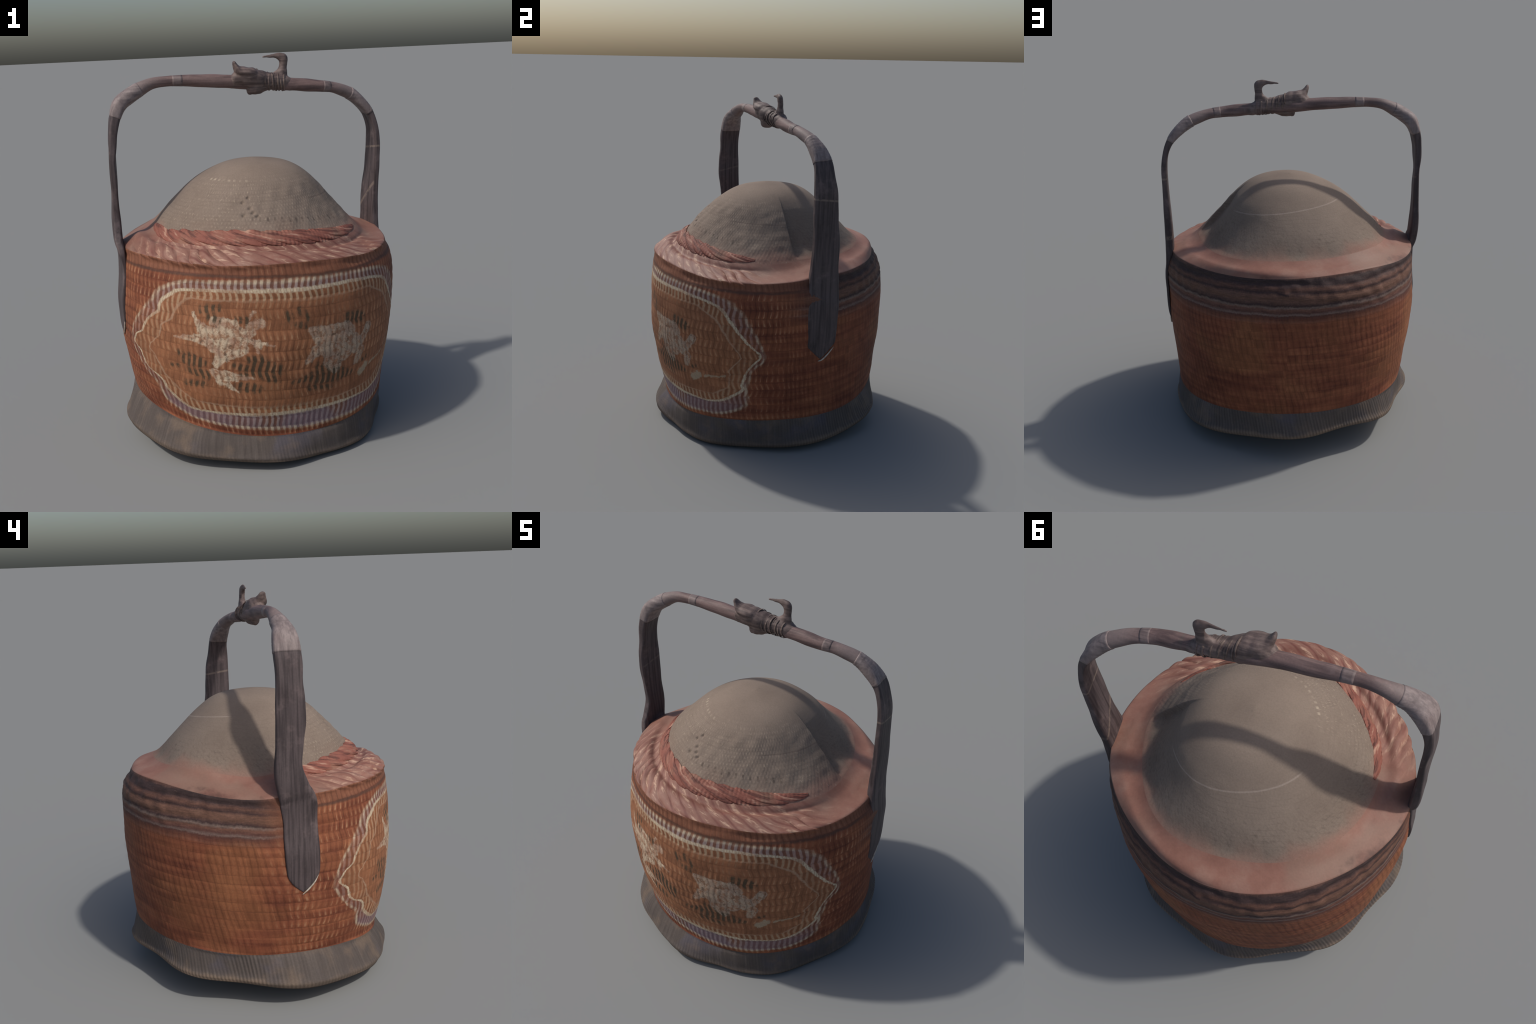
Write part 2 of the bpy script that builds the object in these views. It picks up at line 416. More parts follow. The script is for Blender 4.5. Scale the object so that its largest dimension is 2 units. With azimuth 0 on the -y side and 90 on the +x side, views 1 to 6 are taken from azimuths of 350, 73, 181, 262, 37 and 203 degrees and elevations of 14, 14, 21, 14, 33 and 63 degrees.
def wall_material():
    m = Mat("woven_lacquered_wall", .72, .25)
    phi = cyl(m); Lf = wall_coords(m)
    coil, st, rn, sn, sp_ = stitch_nodes(m, phi, Lf)
    aphi = phi.abs()
    wob = m.noise(16, 3); wob2 = m.noise(55, 2)
    # base lacquer: orange red, golden worn patches, darker courses
    big = m.noise(3.2, 3)
    streak = m.noise(1., 3, vec=m.vec(phi * 1.3, 0., Lf * 21.))
    base = m.ramp(streak * .65 + big * .35, [(.30, (.105, .030, .018)), (.48, (.190, .058, .029)), (.66, (.275, .098, .046))])
    worn = m.noise(2.0, 2, vec=m.vec(m.x + 3.1, m.y, m.z * 1.4)).step(.50, .68)
    base = m.mix(worn * .40, base, (.275, .115, .047))
    # inside the cartouche the ground is paler and more golden
    xn = (phi * (180 / math.pi) - CEN[0] + (wob - .5) * 1.6 + (wob2 - .5) * 1.0) * (1 / HW)
    yn = (Lf - CEN[1] + (wob2 - .5) * .012) * (1 / HL)
    al = (m.atan2(yn, xn) * (1 / TAU)).fract(); rr = (xn * xn + yn * yn).sqrt()
    ro = m.curve(al, polar(OUTER)) * 2.0; ri = m.curve(al, polar(INNER)) * 2.0; rf = m.curve(al, polar(FAINT)) * 2.0
    fa = (xn.abs() / rr)                                  # 1 at the left and right ends
    thin = 1.0 - fa * fa * .70
    frontm = aphi.step(1.36, 1.30)
    inside = (rr - ri).step(.02, -.02) * frontm
    base = m.mix(inside * .55, base, (.310, .142, .068))
    # stitch shading: each stitch is a shade of its own, gaps are darker
    wn = m.nt.nodes.new("ShaderNodeTexWhiteNoise"); wn.noise_dimensions = "2D"
    m.nt.links.new(m.vec(sn, rn, 0.), wn.inputs["Vector"]); rnd = Sock(m.nt, wn.outputs[0])
    frontish = aphi.step(1.75, 1.25)
    cw = frontish * .20 + .28
    gap = (coil.step(.05, .55) * cw + (1.0 - cw)) * (st.step(.02, .30) * .60 + .40)
    fadem = m.noise(4.5, 4, .65).step(.36, .60)
    amp = (.40 + frontish * .06) * (fadem * .75 + .25)
    col = m.gain(base, 1.0 - amp * (1.0 - gap))
    col = m.gain(col, rnd * .26 + .87)
    low = (Lf * NROW).fract().step(.75, .25)
    lightst = st.step(.62, .97) * coil.step(.35, .85) * rnd.step(.05, .8) * (low * .65 + .35) * (fadem * .7 + .3)
    col = m.mix(lightst * (.08 + frontish * .42), col, (.54, .325, .18))  # bright sliver on each stitch is a highlight mixed into the colour
    # dashed pale third row between the inner cord and a faint innermost line
    third = (rr - ri).step(-.015, -.035) * (rr - rf).step(-.01, .02) * frontm
    col = m.mix(third * st.step(.45, .85) * (1.0 - fa * fa * .75) * .62, col, (.50, .37, .235))
    fade = m.noise(11, 4, .7).step(.34, .56) * .6 + .35
    col = m.mix(((rr - rf).abs() / thin).step(.026, .006) * fade * (fa * .35 + .15) * frontm, col, (.46, .33, .225))
    # stitched lavender-brown band outside the inner cord
    mid = (rr - ri).step(0., .02) * (rr - ro).step(.0, -.02) * frontm
    purple = m.mix(st.step(.30, .80) * (wob * .6 + .4), (.165, .078, .056), (.42, .345, .315))
    blue = m.noise(4., 1).step(.40, .6) * Lf.step(.2, .12)
    purple = m.mix(blue * .5, purple, (.17, .155, .22))
    col = m.mix(mid * (.85 - fa * fa * .60), col, purple)
    pale = m.mix(m.noise(60, 3), (.42, .34, .24), (.62, .51, .36))
    wav = (m.noise(75, 3, .7) - .5) * .030
    inner_cord = ((rr - ri + wav * thin).abs() / thin).step(.036, .012) * frontm * (fade * .85 + .18)
    outer_cord = ((rr - ro + .012).abs() / thin).step(.046, .008) * frontm * fade * (.25 + st.step(.2, .8) * .75) * (1.0 - fa * fa * .25)
    cord_st = (sp_ * 2.).fract().step(.05, .45) * .45 + .55
    col = m.mix((outer_cord * .85).max(inner_cord * cord_st), col, pale)
    # painted creatures and dark leaf marks, broken up by wear
    u = phi * .71 + (m.noise(30, 4, .7) - .5) * .045; w = Lf * .82 + (m.noise(30, 4, .7, vec=m.vec(m.y, m.z, m.x)) - .5) * .045
    pd = strokes(m, u, w, PALE) - u.step(.05, .15) * .010
    pl = pd.step(.005, -.005) * frontm
    edge = pd.step(-.018, -.002)
    patch = (m.noise(30, 4, .75).step(.38, .56) * .70 + .22).max(edge * .80)
    pcol = m.mix(m.noise(16, 3).step(.42, .62), (.60, .48, .345), (.42, .27, .19))
    pcol = m.mix(u.step(.05, .15) * .65, pcol, (.36, .31, .245))
    pcol = m.gain(pcol, st.step(.05, .40) * .30 + .70)
    col = m.mix(pl * patch * (.92 - u.step(.05, .15) * .18), col, pcol)
    col = m.mix(pl * m.noise(38, 2, vec=m.vec(m.z, m.x, m.y)).step(.62, .70) * .7, col, (.12, .075, .05))
    dk = strokes(m, u, w, DARK).step(.010, -.010) * frontm
    dark_st = st.step(.80, .35)
    col = m.mix(dk * (dark_st * .80 + .12) * (m.noise(45, 3).step(.3, .5) * .4 + .6), col, (.062, .046, .028))
    ball = strokes(m, u, w, BALL).step(.005, -.005) * frontm
    col = m.mix(ball * .75, col, (.37, .30, .205))
    # heavy dark and tan courses under the shoulder, strongest round the back
    s1 = (m.noise(1., 4, .6, vec=m.vec(phi * 2.6, 0., Lf * 5.)) - .5) * .045 + (m.noise(1., 2, vec=m.vec(phi * 60., 2., Lf * 9.)) - .5) * .016
    Lv = Lf + s1
    bk = aphi.step(1.35, 1.75)
    bands = m.ramp(((Lv - .68) * (1 / .34)).clamp(), [(.0, (.19, .062, .03)), (.08, (.17, .075, .05)), (.11, (.17, .105, .085)), (.16, (.085, .036, .028)),
        (.23, (.075, .034, .028)), (.26, (.165, .112, .095)), (.31, (.09, .040, .032)), (.37, (.15, .070, .048)), (.41, (.165, .115, .095)), (.45, (.045, .025, .024)),
        (.52, (.125, .064, .044)), (.62, (.140, .072, .050)), (.67, (.05, .028, .026)), (.74, (.115, .056, .040)), (.80, (.050, .030, .028)), (.90, (.045, .028, .026)), (.97, (.15, .075, .055))])
    grain = m.noise(1., 4, .75, vec=m.vec(phi * 14., 3., Lf * 95.))
    bands = m.gain(bands, grain * 1.9 + .10)
    bands = m.mix(m.noise(1., 3, .7, vec=m.vec(phi * 60. + Lf * 40., 7., Lf * 60.)).step(.60, .74) * .35, bands, (.22, .155, .125))
    col = m.mix(bk * Lv.step(.69, .78), col, bands)
    # front: one dull brown course with a dark line below the lip
    fb = (1.0 - bk)
    col = m.mix(fb * Lf.step(.935, .95) * .7, col, m.gain(m.rgb((.20, .085, .05)), 1.0 - (1.0 - gap) * .4))
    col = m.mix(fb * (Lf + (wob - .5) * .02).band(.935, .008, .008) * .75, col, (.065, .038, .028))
    # dark course lines, irregular
    ln = m.noise(1., 2, vec=m.vec(phi * 1.1, 5., rn * 3.7)).step(.50, .62) * coil.step(.45, .1)
    col = m.mix(ln * .5 * (1.0 - inside * .7), col, (.07, .028, .018))
    col = m.gain(col, m.noise(120, 2, .7) * .5 + .75)
    h = gap * .5 + m.noise(190, 2) * .5
    return m.finish(col, h, .25, .002)

def foot_material():
    m = Mat("grey_rattan_foot", .8, .2)
    phi = cyl(m); aphi = phi.abs()
    r = (m.x * m.x + m.y * m.y).sqrt(); c, sn = m.x / r, m.y / r
    za = harm_nodes(m, ZA, c, sn); F = (m.z - za) / (harm_nodes(m, ZB, c, sn) - za); Lf = F * .18
    bk = aphi.step(1.3, 1.8)
    sl = m.noise(1., 3, .6, vec=m.vec(phi * 42. + Lf * (bk * 9. + 3.), 0., Lf * 3.))
    grey = m.ramp(sl, [(.20, (.076, .061, .054)), (.52, (.097, .079, .070)), (.82, (.132, .109, .095))])
    fibre = (phi * 240. + Lf * (bk * 45. + 14.)).sin() * .5 + .5
    col = m.gain(grey, fibre * (bk * .22 + .08) + .86)
    col = m.mix(m.noise(5, 2).step(.5, .68) * .45 * F.step(.1, .7), col, (.095, .088, .112))
    col = m.mix(m.noise(7, 3).step(.5, .72) * .45, col, (.19, .135, .095))
    # worn tan lip along the lower edge
    low = (F + (m.noise(10, 3) - .5) * .25).step(.26, .10)
    lip = m.gain(m.mix(m.noise(14, 3), (.165, .118, .085), (.27, .195, .14)), fibre * .25 + .8)
    col = m.mix(low * (bk * .35 + .40), col, lip)
    col = m.gain(col, m.noise(140, 2, .7) * .5 + .75)
    return m.finish(col, fibre * .4 + m.noise(170, 2) * .5, .3, .004)

def strand_colour(m, phi, k):
    s = m.noise(1., 3, .6, vec=m.vec(phi * 30. + m.z * 12, m.z * 34., (m.x * m.x + m.y * m.y).sqrt() * 26.))
    return s

def rim_material():
    m = Mat("pink_worn_shoulder", .62, .35)
    phi = cyl(m); aphi = phi.abs()
    fr = aphi.step(1.5, .8)
    n = m.noise(5, 4, .6); fine = m.noise(34, 3, .6)
    col = m.ramp(n, [(.28, (.190, .084, .060)), (.50, (.248, .118, .086)), (.72, (.30, .175, .132))])
    r = (m.x * m.x + m.y * m.y).sqrt()
    sc_ = phi * .68
    st = m.noise(1., 3, .6, vec=m.vec(sc_ * 14., (sc_ * .25 + r * -.95) * 62., m.z * 6.), dist=.4)
    # the strands: deep red in the grooves, highlights painted pale on the crests
    ph = phi * 46. + m.noise(5., 2) * 7. + r * -110.
    cr = (ph * .5).cos().abs()
    col = m.mix(fr * cr.step(.55, .10) * m.noise(8, 2).step(.3, .55) * .75, col, (.155, .052, .040))
    col = m.mix(fr * cr.step(.70, .98) * st.step(.46, .66) * .75, col, (.56, .37, .26))
    col = m.mix(fr * st.step(.44, .34) * .4, col, (.22, .075, .055))
    # fades towards the grey lid round the back, red where it meets it in front
    tan = m.noise(4.2, 2).step(.45, .7)
    col = m.mix((1.0 - fr) * tan * .70, col, (.225, .140, .104))
    # dark edge where the lip turns down
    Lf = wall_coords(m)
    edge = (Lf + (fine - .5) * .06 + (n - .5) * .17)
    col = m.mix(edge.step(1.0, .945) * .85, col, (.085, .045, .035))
    col = m.gain(col, m.noise(110, 2) * .22 + .89)
    return m.finish(col, fine * .6 + m.noise(120, 2) * .25, .25, .006)

def lid_material():
    m = Mat("grey_woven_lid", .82, .2)
    phi = cyl(m)
    n = m.noise(4, 3)
    col = m.ramp(n, [(.3, (.188, .143, .113)), (.7, (.232, .180, .143))])
    # fine basket stitches, mostly worn away at the back and the crown
    fr = phi - .14
    frm = fr.abs().step(1.7, 1.2)
    zr = m.z * 62.; rn = zr.floor(); f = zr.fract()
    st = ((phi * 150. + rn * math.pi).cos() * .5 + .5) * (f * math.pi).sin()
    wear = m.noise(9, 3).step(.35, .6)
    crown = m.z.step(1.43, 1.36)
    vis = frm * crown * (wear * .7 + .3)
    col = m.mix(vis * st.step(.70, .98) * m.noise(40, 2).step(.38, .68) * .42, col, (.40, .325, .24))
    col = m.mix(vis * st.step(.30, .02) * m.noise(33, 2).step(.42, .68) * .22, col, (.115, .085, .068))
    # faint woven rows all round
    rows = (m.z * 62. + (m.noise(7, 2) - .5) * 1.2).fract().step(.22, .0)
    col = m.mix(rows * m.noise(11, 3).step(.38, .62) * m.z.step(1.42, 1.30) * .30, col, (.115, .085, .068))
    # slanted scratches low on the back
    bkw = (1.0 - frm) * m.z.step(1.34, 1.20)
    sc = m.noise(1., 3, .7, vec=m.vec(phi * 30. + m.z * 60., m.z * 55., 2.))
    col = m.gain(col, 1.0 - bkw * (sc - .45).abs() * 1.1)
    col = m.mix(m.z.step(1.25, 1.14) * m.noise(6, 3).step(.4, .7) * .35, col, (.25, .155, .115))
    # rows of dark holes above the rope, one pale stitched line, one thin pale hoop
    holes = (m.z - m.x * -.12).band(1.213, .010, .004) * (phi * 75.).cos().step(.35, .9) * phi.band(.40, .55, .1)
    col = m.mix(holes * (m.noise(18, 2).step(.35, .6) * .5 + .15), col, (.065, .048, .040))
    ps = (m.z + m.x * .03).band(1.378, .004, .003) * (phi * 55.).cos().step(-.2, .5) * phi.band(-.75, .55, .08)
    col = m.mix(ps * m.noise(20, 2).step(.35, .6) * .55, col, (.48, .40, .30))
    hoop = (m.z + m.x * .13).band(1.338, .0022, .0018) * phi.abs().band(2.75, .62, .08)
    col = m.mix(hoop * .40, col, (.40, .33, .28))
    hoop2 = (m.z + m.x * .03).band(1.283, .0022, .0018) * phi.band(1.15, .42, .08)
    col = m.mix(hoop2 * .5, col, (.11, .08, .068))
    # base of the lid turns to the pink of the shoulder
    r = (m.x * m.x + m.y * m.y).sqrt()
    b = (r + (m.noise(6, 3) - .5) * .09).step(.485, .575)
    col = m.mix(b * .95, col, (.265, .142, .108))
    col = m.gain(col, m.noise(130, 2, .7) * .36 + .82)
    fleck = m.noise(1., 2, .6, vec=m.vec(phi * 34. + m.z * 16., m.z * 62., 4.))
    col = m.mix(frm * crown * fleck.step(.58, .74) * .38, col, (.42, .345, .255))
    col = m.mix(frm * crown * fleck.step(.40, .28) * .30, col, (.13, .10, .08))
    return m.finish(col, st * vis * .2 + fleck * frm * .5 + m.noise(120, 3, .65) * .5, .28, .005)

def rope_material():
    m = Mat("red_twisted_rope", .7, .25)
    n = m.noise(7, 3)
    phi = cyl(m)
    s_ = phi * .55
    st = m.noise(1., 3, .6, vec=m.vec((s_ * .97 - m.z * .24) * 6., (s_ * .24 + m.z * .97) * 62., 1.))
    col = m.ramp(n, [(.3, (.19, .062, .046)), (.55, (.245, .092, .066)), (.75, (.26, .145, .10))])
    col = m.mix(st.step(.50, .36) * .85, col, (.10, .040, .032))
    col = m.mix(st.step(.55, .70) * .75, col, (.48, .30, .215))
    return m.finish(col, m.noise(90, 3), .3, .005)

def handle_material(name, dark, light, pale=0.):
    m = Mat(name, .62, .35)
    # grain runs along the leg (z) or along the bar (x)
    side = m.x.abs().step(.60, .68)
    gx = m.noise(1., 3, .6, vec=m.vec(m.y * 75., m.x * 30., m.z * 2.5))
    gz = m.noise(1., 3, .6, vec=m.vec(m.y * 50., m.x * 3.5, m.z * 60.))
    g = gx * side + gz * (1.0 - side)
    col = m.mix(g.step(.34, .66), dark, light)
    if name == 'brown_cane_bar':
        col = m.mix(m.x.abs().step(.40, .56) * .75, col, (.215, .168, .158))
    blot = m.noise(7, 4, .65)
    col = m.mix(blot.step(.52, .72) * (.35 + pale * .4), col, (.255, .185, .175))
    col = m.mix(blot.step(.42, .25) * .4, col, tuple(c * .5 for c in dark))
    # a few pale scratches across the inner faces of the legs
    s1 = (m.z + m.y * .12).band(1.478, .005, .003) * m.x.step(.60, .66)
    s2 = (m.z + m.y * 1.0).band(1.31, .011, .006) * m.x.step(.60, .66) * (m.x - .715).step(.0, -.01)
    s3 = (m.z - m.y * .25).band(1.47, .005, .004) * m.x.step(-.60, -.66) * (m.x + .705).step(-.004, .006) * .5
    col = m.mix((s1 + s2 + s3).clamp() * m.noise(40, 2).step(.3, .55) * .42, col, (.30, .23, .18))
    col = m.gain(col, m.noise(120, 2, .7) * .4 + .8)
    return m.finish(col, g * .7 + m.noise(90, 3) * .4, .3, .005)

M_wall, M_foot, M_rim, M_lid, M_rope = wall_material(), foot_material(), rim_material(), lid_material(), rope_material()
M_leg = handle_material("dark_bent_cane", (.046, .034, .035), (.094, .071, .071))
M_bar = handle_material("brown_cane_bar", (.092, .060, .058), (.180, .118, .108))
M_bird = handle_material("carved_root_wood", (.085, .060, .056), (.170, .124, .110), .4)
M_band = handle_material("pale_cane_binding", (.15, .118, .115), (.255, .205, .195), .5)
M_joint = handle_material("faded_cane_joint", (.105, .078, .076), (.215, .165, .155), .4)
M_tip_highlight = handle_material("pale_edge_highlight", (.34, .28, .21), (.52, .45, .38))
M_lash = handle_material("split_cane_lashing", (.080, .056, .052), (.175, .128, .104), .3)

# ------------------------------------------------------------------ assemble the basket
root = bpy.data.objects.new("wedding_basket", None)
bpy.context.scene.collection.objects.link(root)
root["label"] = "round orange woven basket with domed grey lid and tall dark cane handle"
root["category"] = "lidded basket"

def grid_part(name, r0, r1, mat):
    sub = G[r0:r1 + 1].reshape(-1, 3); nn = NRM[r0:r1 + 1].reshape(-1, 3)
    nr = r1 - r0
    i = np.arange(nr)[:, None] * NCOL; j = np.arange(NCOL)[None, :]; j2 = (j + 1) % NCOL
    q = np.stack([i + j, i + j2, i + NCOL + j2, i + NCOL + j], -1).reshape(-1, 4)
    return make_mesh(name, sub, faces_quads=q, mat=mat, normals=nn, parent=root)

# the first and last ring are a hair wide instead of a point, so that quads stay valid
G[0] = G[1] * .02 + G[0] * .98
G[-1] = G[-2] * .02 + G[-1] * .98
grid_part("foot", 0, n_foot, M_foot)
grid_part("wall", n_foot, n_wall, M_wall)
grid_part("shoulder_rim", n_wall, n_rim, M_rim)
lid = grid_part("lid", n_rim, NR - 1, M_lid)

# twisted rope round the front of the lid
def sweep(name, path, radii_fn, nseg, mat, parent, up=None, twist=None, closed_caps=True):
    """tube along path; radii_fn(i, ang)->(a, b) offsets in the local frame"""
    n = len(path); T = np.gradient(path, axis=0); T /= np.linalg.norm(T, axis=1)[:, None]
    A = np.linspace(0, TAU, nseg, endpoint=False); V = []
    for i in range(n):
        u = np.asarray(up[i] if up is not None and np.ndim(up) == 2 else up, float)
        s = np.cross(T[i], u); s /= np.linalg.norm(s); b = np.cross(s, T[i])
        if twist is not None:
            c, sn = math.cos(twist[i]), math.sin(twist[i]); s, b = c * s + sn * b, -sn * s + c * b
        a, h = radii_fn(i, A)
        V.append(path[i] + a[:, None] * s + h[:, None] * b)
    V = np.concatenate(V); F = []
    i = np.arange(n - 1)[:, None] * nseg; j = np.arange(nseg)[None, :]; j2 = (j + 1) % nseg
    F = np.stack([i + j, i + j2, i + nseg + j2, i + nseg + j], -1).reshape(-1, 4).tolist()
    F.append(list(range(nseg))[::-1]); F.append([(n - 1) * nseg + k for k in range(nseg)])
    ob = make_mesh(name, V, faces=F, mat=mat, parent=parent)
    bm = bmesh.new(); bm.from_mesh(ob.data); bmesh.ops.recalc_face_normals(bm, faces=bm.faces); bm.to_mesh(ob.data); bm.free()
    return ob

def body_point(phi_deg, r):
    """point of the finished grid at an azimuth from the front and a (fractional) row"""
    k = ((math.radians(phi_deg) - math.pi / 2) % TAU) / TAU * NCOL
    k0 = int(k) % NCOL; k1 = (k0 + 1) % NCOL; f = k - int(k); r0 = int(r); g = r - r0
    a = G[r0, k0] * (1-f) + G[r0, k1] * f; b = G[min(r0+1, NR-1), k0] * (1-f) + G[min(r0+1, NR-1), k1] * f
    na = NRM[r0, k0] * (1-f) + NRM[r0, k1] * f
    return a * (1-g) + b * g, na / np.linalg.norm(na)

ph = np.linspace(-86, 66, 760); path, upv = [], []
for p in ph:
    q, n = body_point(p, n_rim + 7); path.append(q + n * .000); upv.append(n)
path = np.array(path); upv = np.array(upv)
arc = np.r_[0, np.cumsum(np.linalg.norm(np.diff(path, axis=0), axis=1))]
taper = np.sqrt(np.clip(np.minimum((ph + 86) / 34, (66 - ph) / 44), 0.02, 1))
def rope_r(i, A):
    lob = np.abs(np.cos((A * 6 + TAU * arc[i] / .092 + 1.1 * math.sin(arc[i] * 7) + .6 * math.sin(arc[i] * 19)) / 2)) ** .6
    r = .76 + .30 * lob
    return .046 * r * np.cos(A) * (.06 + .94 * taper[i]), .016 * r * np.sin(A) * taper[i]
sweep("lid_border_rope", path, rope_r, 72, M_rope, lid, up=upv)

# ------------------------------------------------------------------ handle
handle = None
# stations: x, y, z, half width (across, ~y), half thickness (in the plane of the hoop), twist about the path
UP = [
 (-.706,-.095,1.04,.084,.019,.00), (-.716,-.075,1.10,.076,.022,.00), (-.718,-.052,1.20,.065,.022,.03), (-.716,-.057,1.30,.067,.019,.00),
 (-.712,-.064,1.40,.069,.018,-.05), (-.710,-.064,1.50,.070,.017,-.08), (-.706,-.063,1.58,.066,.021,.03), (-.699,-.063,1.65,.064,.022,.05),
 (-.682,-.061,1.72,.062,.026,.06), (-.650,-.062,1.783,.054,.032,.0), (-.600,-.062,1.820,.046,.037,.0), (-.548,-.052,1.849,.040,.036,.0), (-.480,-.044,1.875,.034,.032,.0),
 (-.40,-.041,1.882,.032,.032,.0), (-.30,-.038,1.879,.032,.032,.0), (-.20,-.032,1.873,.033,.033,.0), (-.10,-.030,1.865,.033,.034,.0),
 (.0,-.022,1.855,.034,.034,.0), (.10,-.008,1.846,.035,.035,.0), (.20,.002,1.837,.034,.034,.0), (.30,.005,1.827,.033,.033,.0), (.40,.011,1.815,.032,.030,.0),
 (.48,.027,1.803,.031,.027,.0), (.55,.049,1.780,.033,.028,.0), (.60,.064,1.755,.038,.030,.05), (.650,.078,1.712,.048,.028,.06), (.694,.088,1.655,.056,.022,.06),
 (.719,.093,1.58,.062,.017,.085), (.726,.099,1.50,.066,.016,.12), (.722,.106,1.40,.071,.016,.12), (.716,.112,1.30,.072,.018,.12), (.709,.114,1.20,.074,.020,.13),
 (.704,.110,1.10,.079,.022,.13), (.704,.106,1.03,.088,.022,.13)]
LEFT_LOW = [(.605,.010),(.625,.034),(.655,.062),(.690,.080),(.74,.083),(.80,.083),(.88,.083),(.95,.084)]       # z, half width
RIGHT_LOW = [(.95,.092),(.88,.093),(.80,.093),(.74,.093),(.69,.093),(.650,.092),(.615,.060),(.585,.030),(.565,.010)]

def wall_at(y, z, sgn):
    """x of the wall surface at height z and depth y on the left or right side"""
    phi = math.degrees(math.atan2(sgn * .72, -y)); k = int(round(((math.radians(phi) - math.pi/2) % TAU) / TAU * NCOL)) % NCOL
    zz = G[n_foot:n_wall, k, 2]; xx = G[n_foot:n_wall, k, 0]
    return float(np.interp(z, zz, xx))

st = []
for z, w in LEFT_LOW:
    y = -.104; st.append((wall_at(y, z, -1) + .004, y, z, w, .012, .12))
st += UP
for z, w in RIGHT_LOW:
    y = .104; st.append((wall_at(y, z, 1) - .004, y, z, w, .009, .14))
st = np.array(st)

def spline(st, n_per):
    K = len(st); out = []
    for i in range(K - 1):
        a, b, c, d = st[max(i-1, 0)], st[i], st[i+1], st[min(i+2, K-1)]
        m0, m1 = (c - a) / 2, (d - b) / 2
        for t in np.linspace(0, 1, n_per, endpoint=False):
            out.append((2*t**3-3*t*t+1)*b + (t**3-2*t*t+t)*m0 + (-2*t**3+3*t*t)*c + (t**3-t*t)*m1)
    out.append(st[-1]); return np.array(out)
NPER = 10
S = spline(st, NPER)
HW_ = Waves(11)
def hoop(name, i0, i1, mat, parent, grow=0., nseg=40, ridges=0., wob=.003):
    P = S[i0:i1 + 1, :3]; sec = S[i0:i1 + 1, 3:]
    # frame: the width axis stays close to y
    T = np.gradient(S[:, :3], axis=0)[i0:i1+1]; T /= np.linalg.norm(T, axis=1)[:, None]
    A = np.linspace(0, TAU, nseg, endpoint=False); V = []
    L_ = np.r_[0, np.cumsum(np.linalg.norm(np.diff(P, axis=0), axis=1))]
    for i in range(len(P)):
        w, h, tw = sec[i]
        yv = np.array([math.sin(tw) * (-1), math.cos(tw), 0.]); yv -= T[i] * (yv @ T[i]); yv /= np.linalg.norm(yv)
        nv = np.cross(T[i], yv)
        ex = 2 + 4 * np.clip((w / h - 1.2) / 1.5, 0, 1)           # round bar -> squarish strap
        ca, sa = np.cos(A), np.sin(A)
        rr = (np.abs(ca) ** ex + np.abs(sa) ** ex) ** (-1 / ex)
        g = grow + ridges * (abs(math.sin(L_[i] * math.pi / .017)) - .5)
        q = P[i] + ((w + g) * rr * ca)[:, None] * yv + ((h + g) * rr * sa)[:, None] * nv
        V.append(q)
    V = np.array(V)
    nrm = V - P[:, None, :]; nrm /= np.linalg.norm(nrm, axis=2, keepdims=True)
    wv = HW_(V, 16.) * wob + HW_(V, 45.) * wob * .35
    V = V + nrm * wv[..., None]
    n = len(P); i = np.arange(n - 1)[:, None] * nseg; j = np.arange(nseg)[None, :]; j2 = (j + 1) % nseg
    F = np.stack([i + j, i + j2, i + nseg + j2, i + nseg + j], -1).reshape(-1, 4).tolist()
    F.append(list(range(nseg))[::-1]); F.append([(n - 1) * nseg + k for k in range(nseg)])
    ob = make_mesh(name, V.reshape(-1, 3), faces=F, mat=mat, parent=parent)
    bm = bmesh.new(); bm.from_mesh(ob.data); bmesh.ops.recalc_face_normals(bm, faces=bm.faces); bm.to_mesh(ob.data); bm.free()
    return ob

handle = bpy.data.objects.new("handle", None); bpy.context.scene.collection.objects.link(handle); handle.parent = root
def idx_x(x, lo=True):
    """station index along the hoop nearest to a given x on its top part"""
    m = np.where(S[:, 2] > 1.66)[0]; return int(m[np.argmin(np.abs(S[m, 0] - x))])
iL, iR = idx_x(-.682), idx_x(.690)
hoop("handle_leg", 0, iL + 1, M_leg, handle)
hoop("handle_leg.001", iR - 1, len(S) - 1, M_leg, handle)
hoop("crossbar", iL, iR, M_bar, handle, wob=.0022)
hoop("bend_binding", iL, idx_x(-.545), M_band, handle, grow=.0012, ridges=.0014)
hoop("bend_binding.001", idx_x(.575), iR, M_band, handle, grow=.0010, ridges=.0014)
hoop("joint_band", idx_x(-.378), idx_x(-.335), M_joint, handle, grow=.0004, wob=.0022)
hoop("joint_band.001", idx_x(.415), idx_x(.455), M_joint, handle, grow=.0004, wob=.0022)

# highlight along the point of each strap, modelled as a thin pale strip
def tip_highlight_strip(name, sgn, pts, r):
    P = np.array([(wall_at(y, z, sgn) + sgn * .004, y, z) for y, z in pts])
    P = spline(P, 12); n = len(P)
    def rf(i, A):
        t = math.sin(math.pi * (i + .5) / n) ** .5
        return r * t * np.cos(A), r * t * np.sin(A)
    sweep(name, P, rf, 8, M_tip_highlight, handle, up=(sgn * 1., 0, 0))
tip_highlight_strip("strap_highlight_strip", -1, [(-.100,.592),(-.135,.620),(-.165,.655),(-.185,.700)], .0045)
tip_highlight_strip("strap_highlight_strip.001", 1, [(.090,.552),(.115,.556),(.150,.585),(.185,.625)], .0045)

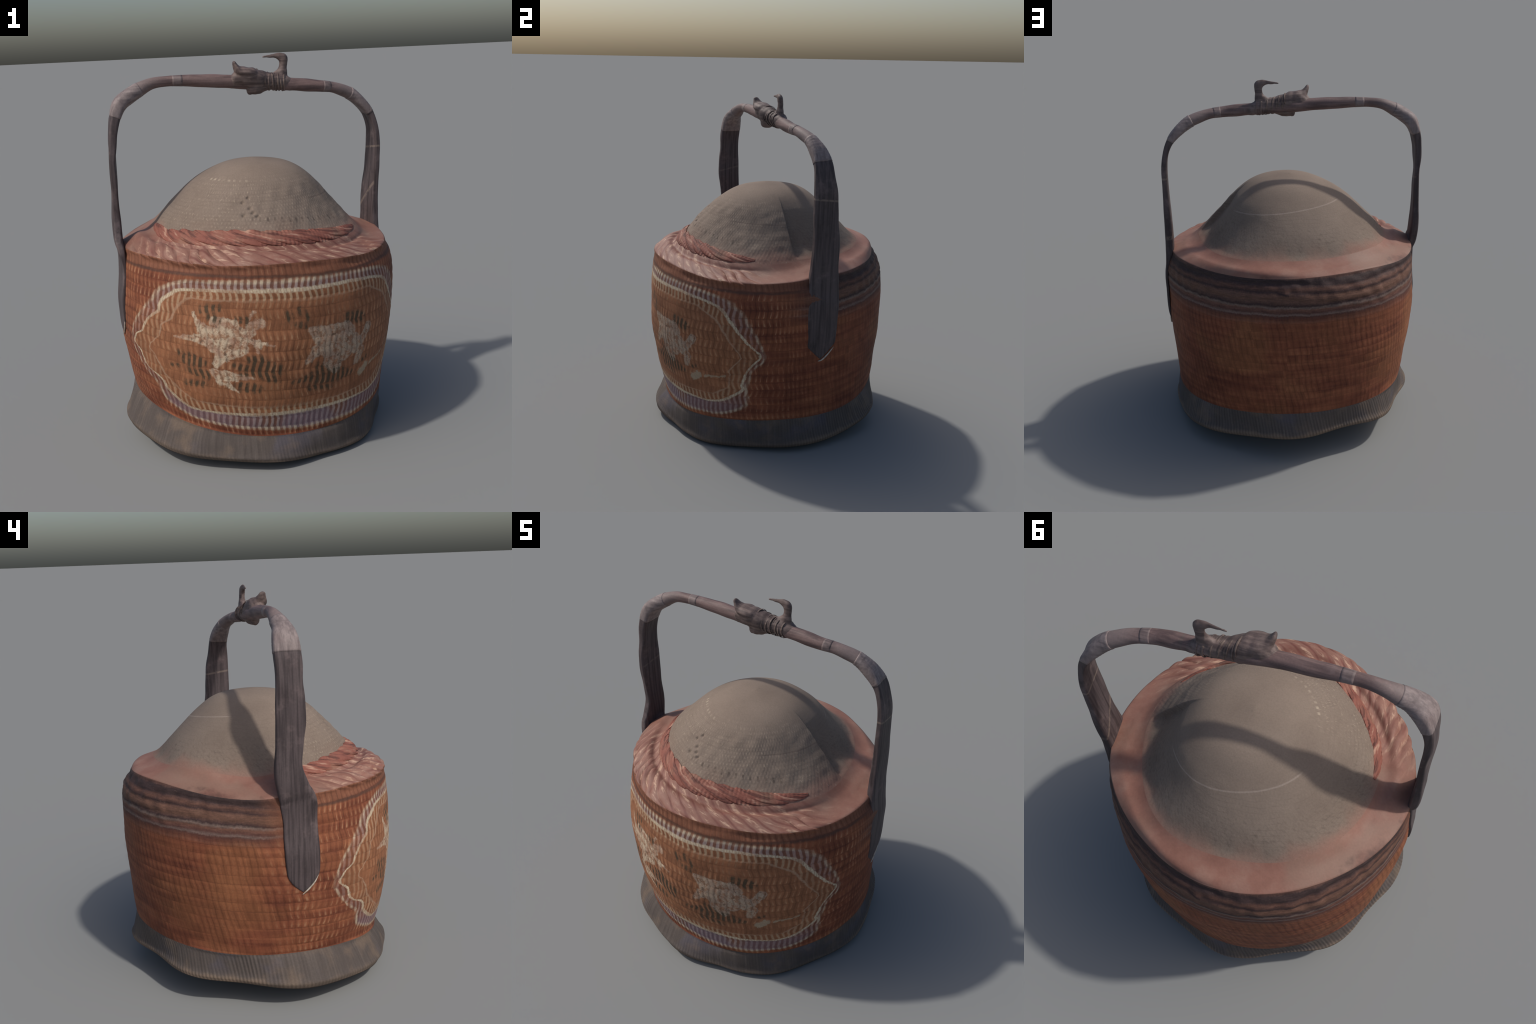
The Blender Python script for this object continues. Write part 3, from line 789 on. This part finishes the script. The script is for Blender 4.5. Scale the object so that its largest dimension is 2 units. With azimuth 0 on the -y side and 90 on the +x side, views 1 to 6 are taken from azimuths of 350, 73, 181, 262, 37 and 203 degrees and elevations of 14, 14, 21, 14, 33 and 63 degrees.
# ------------------------------------------------------------------ carved bird on the crossbar
def blob_chain(pts, n=14):
    """overlapping balls along a spline of (x, y, z, radius)"""
    return spline(np.array(pts, float), n)
body = blob_chain([(-.052,-.036,1.874,.036),(-.022,-.040,1.883,.045),(.020,-.036,1.878,.052),(.060,-.026,1.868,.052),(.100,-.017,1.859,.046),
                   (.15,-.008,1.852,.044),(.19,-.002,1.848,.042),(.225,.004,1.842,.035)])
bar = blob_chain([(-.16,-.031,1.870,.0325),(-.10,-.030,1.865,.033),(.0,-.022,1.855,.034),(.10,-.008,1.846,.035),(.20,.002,1.837,.034),(.30,.005,1.827,.0325)], 24)
tail = blob_chain([(.035,-.038,1.898,.030),(.0,-.046,1.905,.030),(-.032,-.054,1.912,.025),(-.051,-.062,1.934,.017),(-.061,-.067,1.957,.011)])
spur = blob_chain([(.10,-.018,1.846,.042),(.070,-.023,1.838,.045),(.042,-.030,1.826,.037),(.024,-.034,1.811,.023),(.016,-.036,1.800,.011)])
neck = blob_chain([(.178,.0,1.856,.048),(.197,.002,1.888,.035),(.204,.003,1.918,.0235),(.208,.002,1.946,.0235),(.206,.0,1.966,.0265),(.188,-.002,1.976,.0215),
                   (.163,-.003,1.981,.0145),(.135,-.0035,1.980,.0105),(.112,-.004,1.979,.0080),(.100,-.004,1.978,.005)], 18)
from mathutils import Matrix
bm = bmesh.new()
for c, fl in ((body, 1.0), (tail, 1.7), (spur, .95), (neck, .62), (bar, 1.)):
    for x, y, z, r in c:
        mtx = Matrix.Translation((x, y, z)) @ Matrix.Diagonal((1, fl, 1, 1))
        bmesh.ops.create_icosphere(bm, subdivisions=2, radius=r, matrix=mtx)
me = bpy.data.meshes.new("bird_finial"); bm.to_mesh(me); bm.free()
bird = bpy.data.objects.new("bird_finial", me); bpy.context.scene.collection.objects.link(bird)
md = bird.modifiers.new("join", "REMESH"); md.mode = "VOXEL"; md.voxel_size = .0035
ms = bird.modifiers.new("smooth", "SMOOTH"); ms.factor = .5; ms.iterations = 14
dg = bpy.context.evaluated_depsgraph_get()
me2 = bpy.data.meshes.new_from_object(bird.evaluated_get(dg)); me2.name = "bird_finial"
bird.modifiers.clear(); bird.data = me2; bpy.data.meshes.remove(me)
co = np.empty(len(me2.vertices) * 3, np.float32); me2.vertices.foreach_get("co", co); co = co.reshape(-1, 3)
no = np.empty(len(me2.vertices) * 3, np.float32); me2.vertices.foreach_get("normal", no); no = no.reshape(-1, 3)
co = co + no * (HW_(co.astype(float), 70.) * .0012 + HW_(co * [1., .4, .4], 160.) * .0007)[:, None]
me2.vertices.foreach_set("co", co.astype(np.float32).ravel()); me2.update()
me2.polygons.foreach_set("use_smooth", np.ones(len(me2.polygons), bool))
me2.materials.clear(); me2.materials.append(M_bird); bird.parent = handle

# split-cane lashing wound round the bar at the bird's breast
turns = 15
a = np.linspace(0, turns * TAU, turns * 40)
f = a / a[-1]
cx = .050 + f * .160 + .006 * np.sin(a * .5) * (1 - f)
cen = np.stack([cx, np.interp(cx, [0, .1, .2], [-.032, -.018, -.001]), np.interp(cx, [0, .04, .1, .15, .2], [1.884, 1.874, 1.858, 1.850, 1.845])], 1)
rad = np.interp(f, [0, .3, 1], [.0500, .0465, .0430]) + .0016 * np.sin(a * 1.7) + .0012 * np.sin(a * .61)
path = cen + np.stack([.012 * np.cos(a) + .008 * np.sin(a * .37), rad * np.cos(a), rad * np.sin(a)], 1)
sweep("lashing", path, lambda i, A: (.0045 * np.cos(A), .0015 * np.sin(A)), 10, M_lash, handle,
      up=(path - cen) / np.linalg.norm(path - cen, axis=1)[:, None])

bpy.context.view_layer.update()
